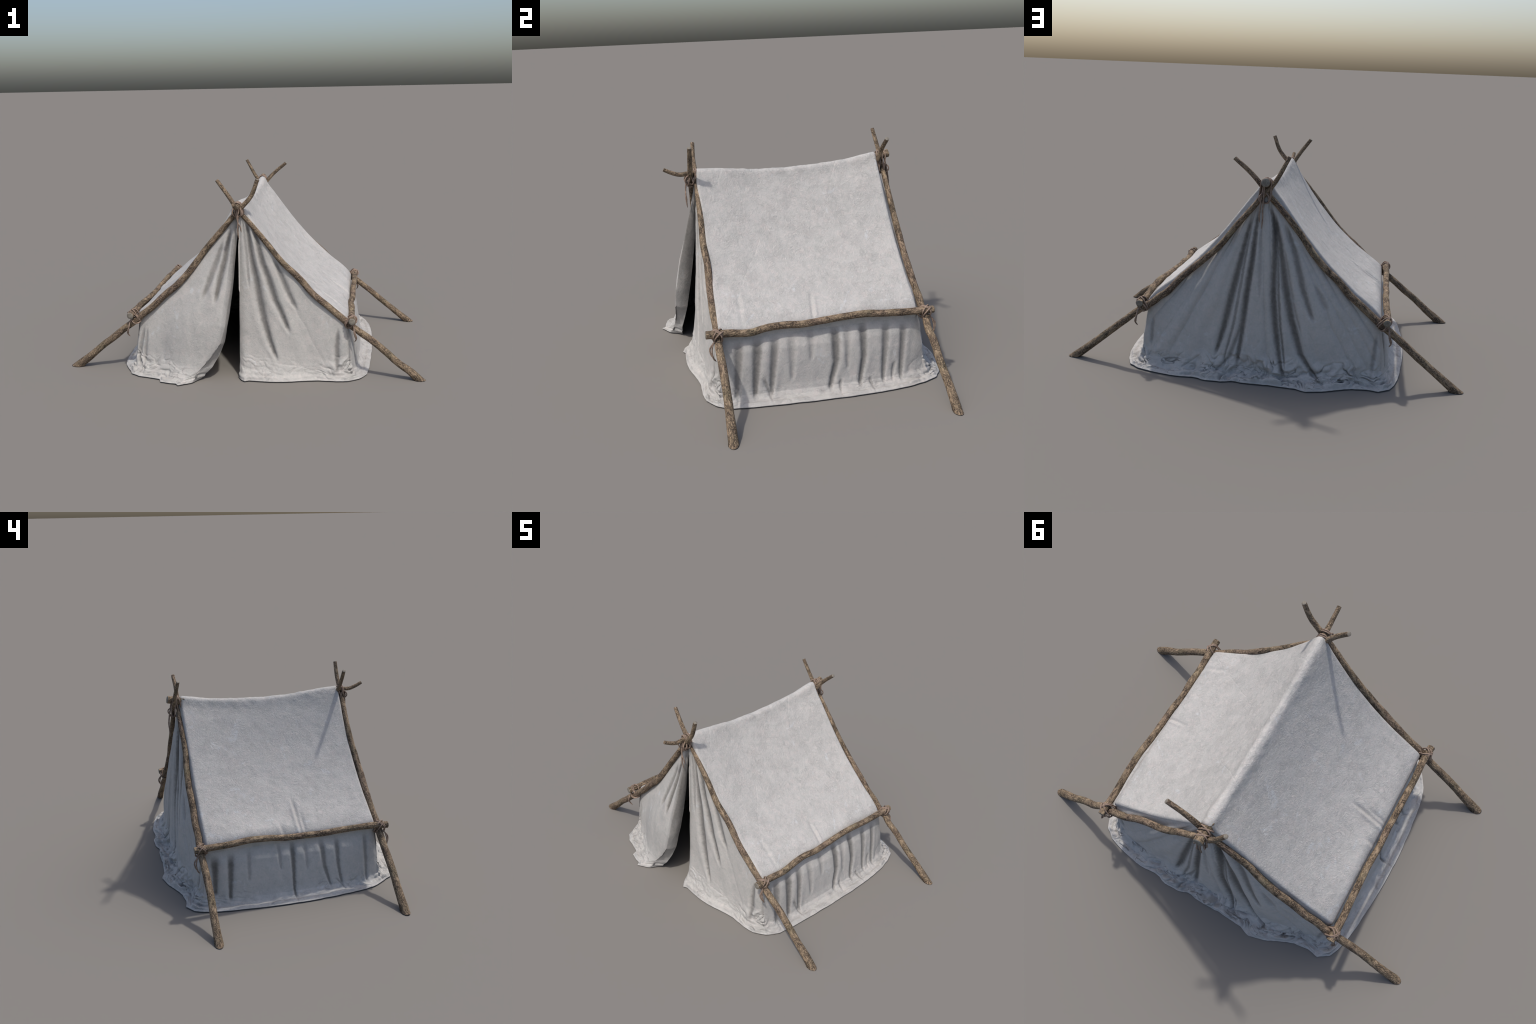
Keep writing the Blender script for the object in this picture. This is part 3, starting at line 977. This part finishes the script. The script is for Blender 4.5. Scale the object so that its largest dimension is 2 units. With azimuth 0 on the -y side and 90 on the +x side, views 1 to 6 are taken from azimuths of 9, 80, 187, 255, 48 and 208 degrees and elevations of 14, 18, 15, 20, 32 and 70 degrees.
# broad drapery fanning from the apex on the gable panels
fan = P[:, 0] / np.maximum(1.0 - z, .10)
drape = np.abs(vnoise(np.stack([fan * 13 + .4 * fbm(P * [5, 5, 3], 34), z * .8, 0 * z], 1), 35)) ** .8 - .45
amp = np.take(np.array([.006, 0, .013, 0, .004]), pan)
reach = np.where(pan == 2, smooth(.95, .80, np.abs(fan)), smooth(.60, .36, np.abs(fan)))
disp += amp * drape * pin * away * reach * smooth(.03, .16, z)
disp += pin * .0014 * fbm(P * [28, 28, 14], 33)
# the hem slumps into soft rolls with sharp valleys where it meets the ground
wallish = np.isin(pan, (1, 3))
zone = np.where(wallish, smooth(.105, .05, across), smooth(.17, .07, across)) * (1 - .5 * smooth(.018, .0, across))
wx = fbm(np.stack([along * 9, across * 13, 0 * z], 1), 41)
wy = fbm(np.stack([along * 7, across * 9, 0 * z + 5], 1), 42)
roll = np.abs(vnoise(np.stack([along * 8 + wx * 1.6, across * 30 + wy * 3.4 + along * 3, 0 * z], 1), 43)) ** .7
knot = np.abs(vnoise(np.stack([along * 19 + wy * 2.4, across * 17 + wx * 2.0, 0 * z + 3], 1), 47)) ** .75
disp += zone * pin * loose * np.where(wallish, .6, 1.0) * (.023 * (roll - np.where(wallish, .55, .38)) + .013 * (knot - np.where(wallish, .5, .40)))
# gathers that run up from the hem
gather = np.abs(vnoise(np.stack([along * 16 + wx * .9, across * 3.5, 0 * z + 9], 1), 49)) ** .6
disp += pin * smooth(.20, .05, across) * (.2 + .8 * np.clip(loose, 0, 1)) * .006 * (gather - .5)
lip = np.exp(-((across - .020) / .010) ** 2)
disp += lip * .0034 * (1 + .9 * fbm(P * [11, 11, 1], 51))
disp -= np.exp(-((across - .036) / .008) ** 2) * .0024 * (1 + fbm(P * [11, 11, 1], 52))
disp *= 1 - .97 * smooth(.016, 0, across)
out = P + N * disp[:, None]
# loose plan wobble of the hem
wob = (smooth(.05, .0, across) * (.3 + .7 * np.clip(loose, 0, 1.2)))[:, None] * np.stack([.006 * fbm(P * [18, 18, 0], 61), .006 * fbm(P * [18, 18, 0], 63), 0 * z], 1)
out += wob
low = .0040 + .0016 * np.clip(fbm(P * [13, 13, 0], 67), 0, 1) * smooth(.05, 0, across)
out[:, 2] = np.where(out[:, 2] < low, low + (low - out[:, 2]) * .10, out[:, 2])
skirt = out.reshape(skirt.shape)
skirt[0] = columns_top = np.array([c[0] for c in columns])
# exact meeting with the roof edge (the roof border was left undisplaced)

# ------------------------------------------------- build cloth with thickness
THICK = .0036
sn = skirt_normals(skirt) * flip
rn = grid_normals(roof)
# one normal along the shared border so that roof and panels read as one cloth
border_ij = [(0, i) for i in range(NX, 2 * NX + 1)] + [(j, 2 * NX) for j in range(1, NY - 1)] + \
            [(NY - 1, i) for i in range(2 * NX, -1, -1)] + [(j, 0) for j in range(NY - 2, 0, -1)] + [(0, i) for i in range(0, NX + 1)]
for c, (j, i) in enumerate(border_ij):
    n = sn[0, c] + rn[j, i]
    n /= np.linalg.norm(n)
    sn[0, c] = n
    rn[j, i] = n


def cloth(name, G, Nn, material, rims):
    """double-sided cloth from a grid; rims = list of border names that are real edges"""
    R, C = G.shape[:2]
    o = G.reshape(-1, 3)
    n = Nn.reshape(-1, 3)
    inn = o - n * THICK
    V = [o, inn]
    NO = [n, -n]
    idx = np.arange(R * C).reshape(R, C)
    a, b, c, d = idx[:-1, :-1].ravel(), idx[:-1, 1:].ravel(), idx[1:, 1:].ravel(), idx[1:, :-1].ravel()
    quads = np.stack([a, b, c, d], 1)
    # orient outer faces along the normals
    e1, e2 = o[quads[:, 1]] - o[quads[:, 0]], o[quads[:, 3]] - o[quads[:, 0]]
    if (np.cross(e1, e2) * n[quads[:, 0]]).sum() < 0:
        quads = quads[:, ::-1]
    F = [quads, quads[:, ::-1] + R * C]
    mats = [np.zeros(len(quads), int), np.ones(len(quads), int)]
    base = 2 * R * C
    for rim in rims:
        line = {"hem": idx[-1], "top": idx[0], "start": idx[:, 0], "end": idx[:, -1]}[rim]
        inner_line = {"hem": idx[-2], "top": idx[1], "start": idx[:, 1], "end": idx[:, -2]}[rim]
        outd = o[line] - o[inner_line]
        outd /= np.linalg.norm(outd, axis=1)[:, None] + 1e-9
        mid = (o[line] + inn[line]) / 2 + outd * THICK * .45
        k = len(line)
        V += [o[line], mid, inn[line]]
        NO += [outd * .7 + n[line] * .7, outd, outd * .7 - n[line] * .7]
        A = base + np.arange(k - 1)
        q = np.vstack([np.stack([A, A + 1, A + 1 + k, A + k], 1), np.stack([A + k, A + 1 + k, A + 1 + 2 * k, A + 2 * k], 1)])
        allv = np.vstack(V)
        e1, e2 = allv[q[:, 1]] - allv[q[:, 0]], allv[q[:, 3]] - allv[q[:, 0]]
        allno = np.vstack(NO)
        if (np.cross(e1, e2) * allno[q[:, 0]]).sum() < 0:
            q = q[:, ::-1]
        F.append(q)
        mats.append(np.zeros(len(q), int))
        base += 3 * k
    V, NO, F = np.vstack(V), np.vstack(NO), np.vstack(F)
    V[:, 2] = np.maximum(V[:, 2], 0.0)
    if "hem" in rims:                                 # the cut edge lies on the ground
        V[R * C + idx[-1], 2] = 0.0
        V[R * C + idx[-2], 2] *= .5
    me = bpy.data.meshes.new(name)
    me.vertices.add(len(V))
    me.vertices.foreach_set("co", V.astype(np.float32).ravel())
    me.loops.add(F.size)
    me.loops.foreach_set("vertex_index", F.astype(np.int32).ravel())
    me.polygons.add(len(F))
    me.polygons.foreach_set("loop_start", np.arange(0, F.size, 4, dtype=np.int32))
    me.polygons.foreach_set("loop_total", np.full(len(F), 4, np.int32))
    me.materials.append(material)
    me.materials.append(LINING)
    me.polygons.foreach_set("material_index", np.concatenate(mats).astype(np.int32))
    me.polygons.foreach_set("use_smooth", np.ones(len(F), bool))
    me.update(calc_edges=True)
    me.validate()
    NO = NO / (np.linalg.norm(NO, axis=1)[:, None] + 1e-12)
    me.normals_split_custom_set_from_vertices([tuple(x) for x in NO])
    ob = bpy.data.objects.new(name, me)
    bpy.context.scene.collection.objects.link(ob)
    ob.parent = tent
    return ob


cloth("roof", roof, rn, FAB_ROOF, [])
starts = [np.where(panels == k)[0] for k in range(5)]
for k, name, mat, rims in ((0, "front_flap", FAB_RFLAP, ["hem", "start"]), (1, "side_wall", FAB_RWALL, ["hem"]), (2, "back_panel", FAB_BACK, ["hem"]),
                           (3, "side_wall", FAB_LWALL, ["hem"]), (4, "front_flap", FAB_LFLAP, ["hem", "end"])):
    a, b = starts[k][0], starts[k][-1]
    if k in (1, 3):                                   # walls reach to the neighbouring panels' first columns
        a, b = a - 1, b + 1
    cloth(name, skirt[:, a:b + 1], sn[:, a:b + 1], mat, rims)

# added dark strip inside the hem, stops light leaking in under the cloth
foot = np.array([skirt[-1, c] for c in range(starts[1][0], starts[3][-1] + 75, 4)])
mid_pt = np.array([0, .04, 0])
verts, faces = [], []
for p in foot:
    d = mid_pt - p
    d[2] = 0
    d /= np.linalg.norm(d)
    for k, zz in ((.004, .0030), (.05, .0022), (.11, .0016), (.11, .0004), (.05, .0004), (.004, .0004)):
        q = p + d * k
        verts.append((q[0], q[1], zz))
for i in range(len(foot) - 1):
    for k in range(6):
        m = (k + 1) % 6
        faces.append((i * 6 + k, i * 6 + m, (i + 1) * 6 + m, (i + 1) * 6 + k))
make_mesh("light_block_strip", verts, faces, LINING, tent)

for o in bpy.data.objects:
    o.select_set(False)
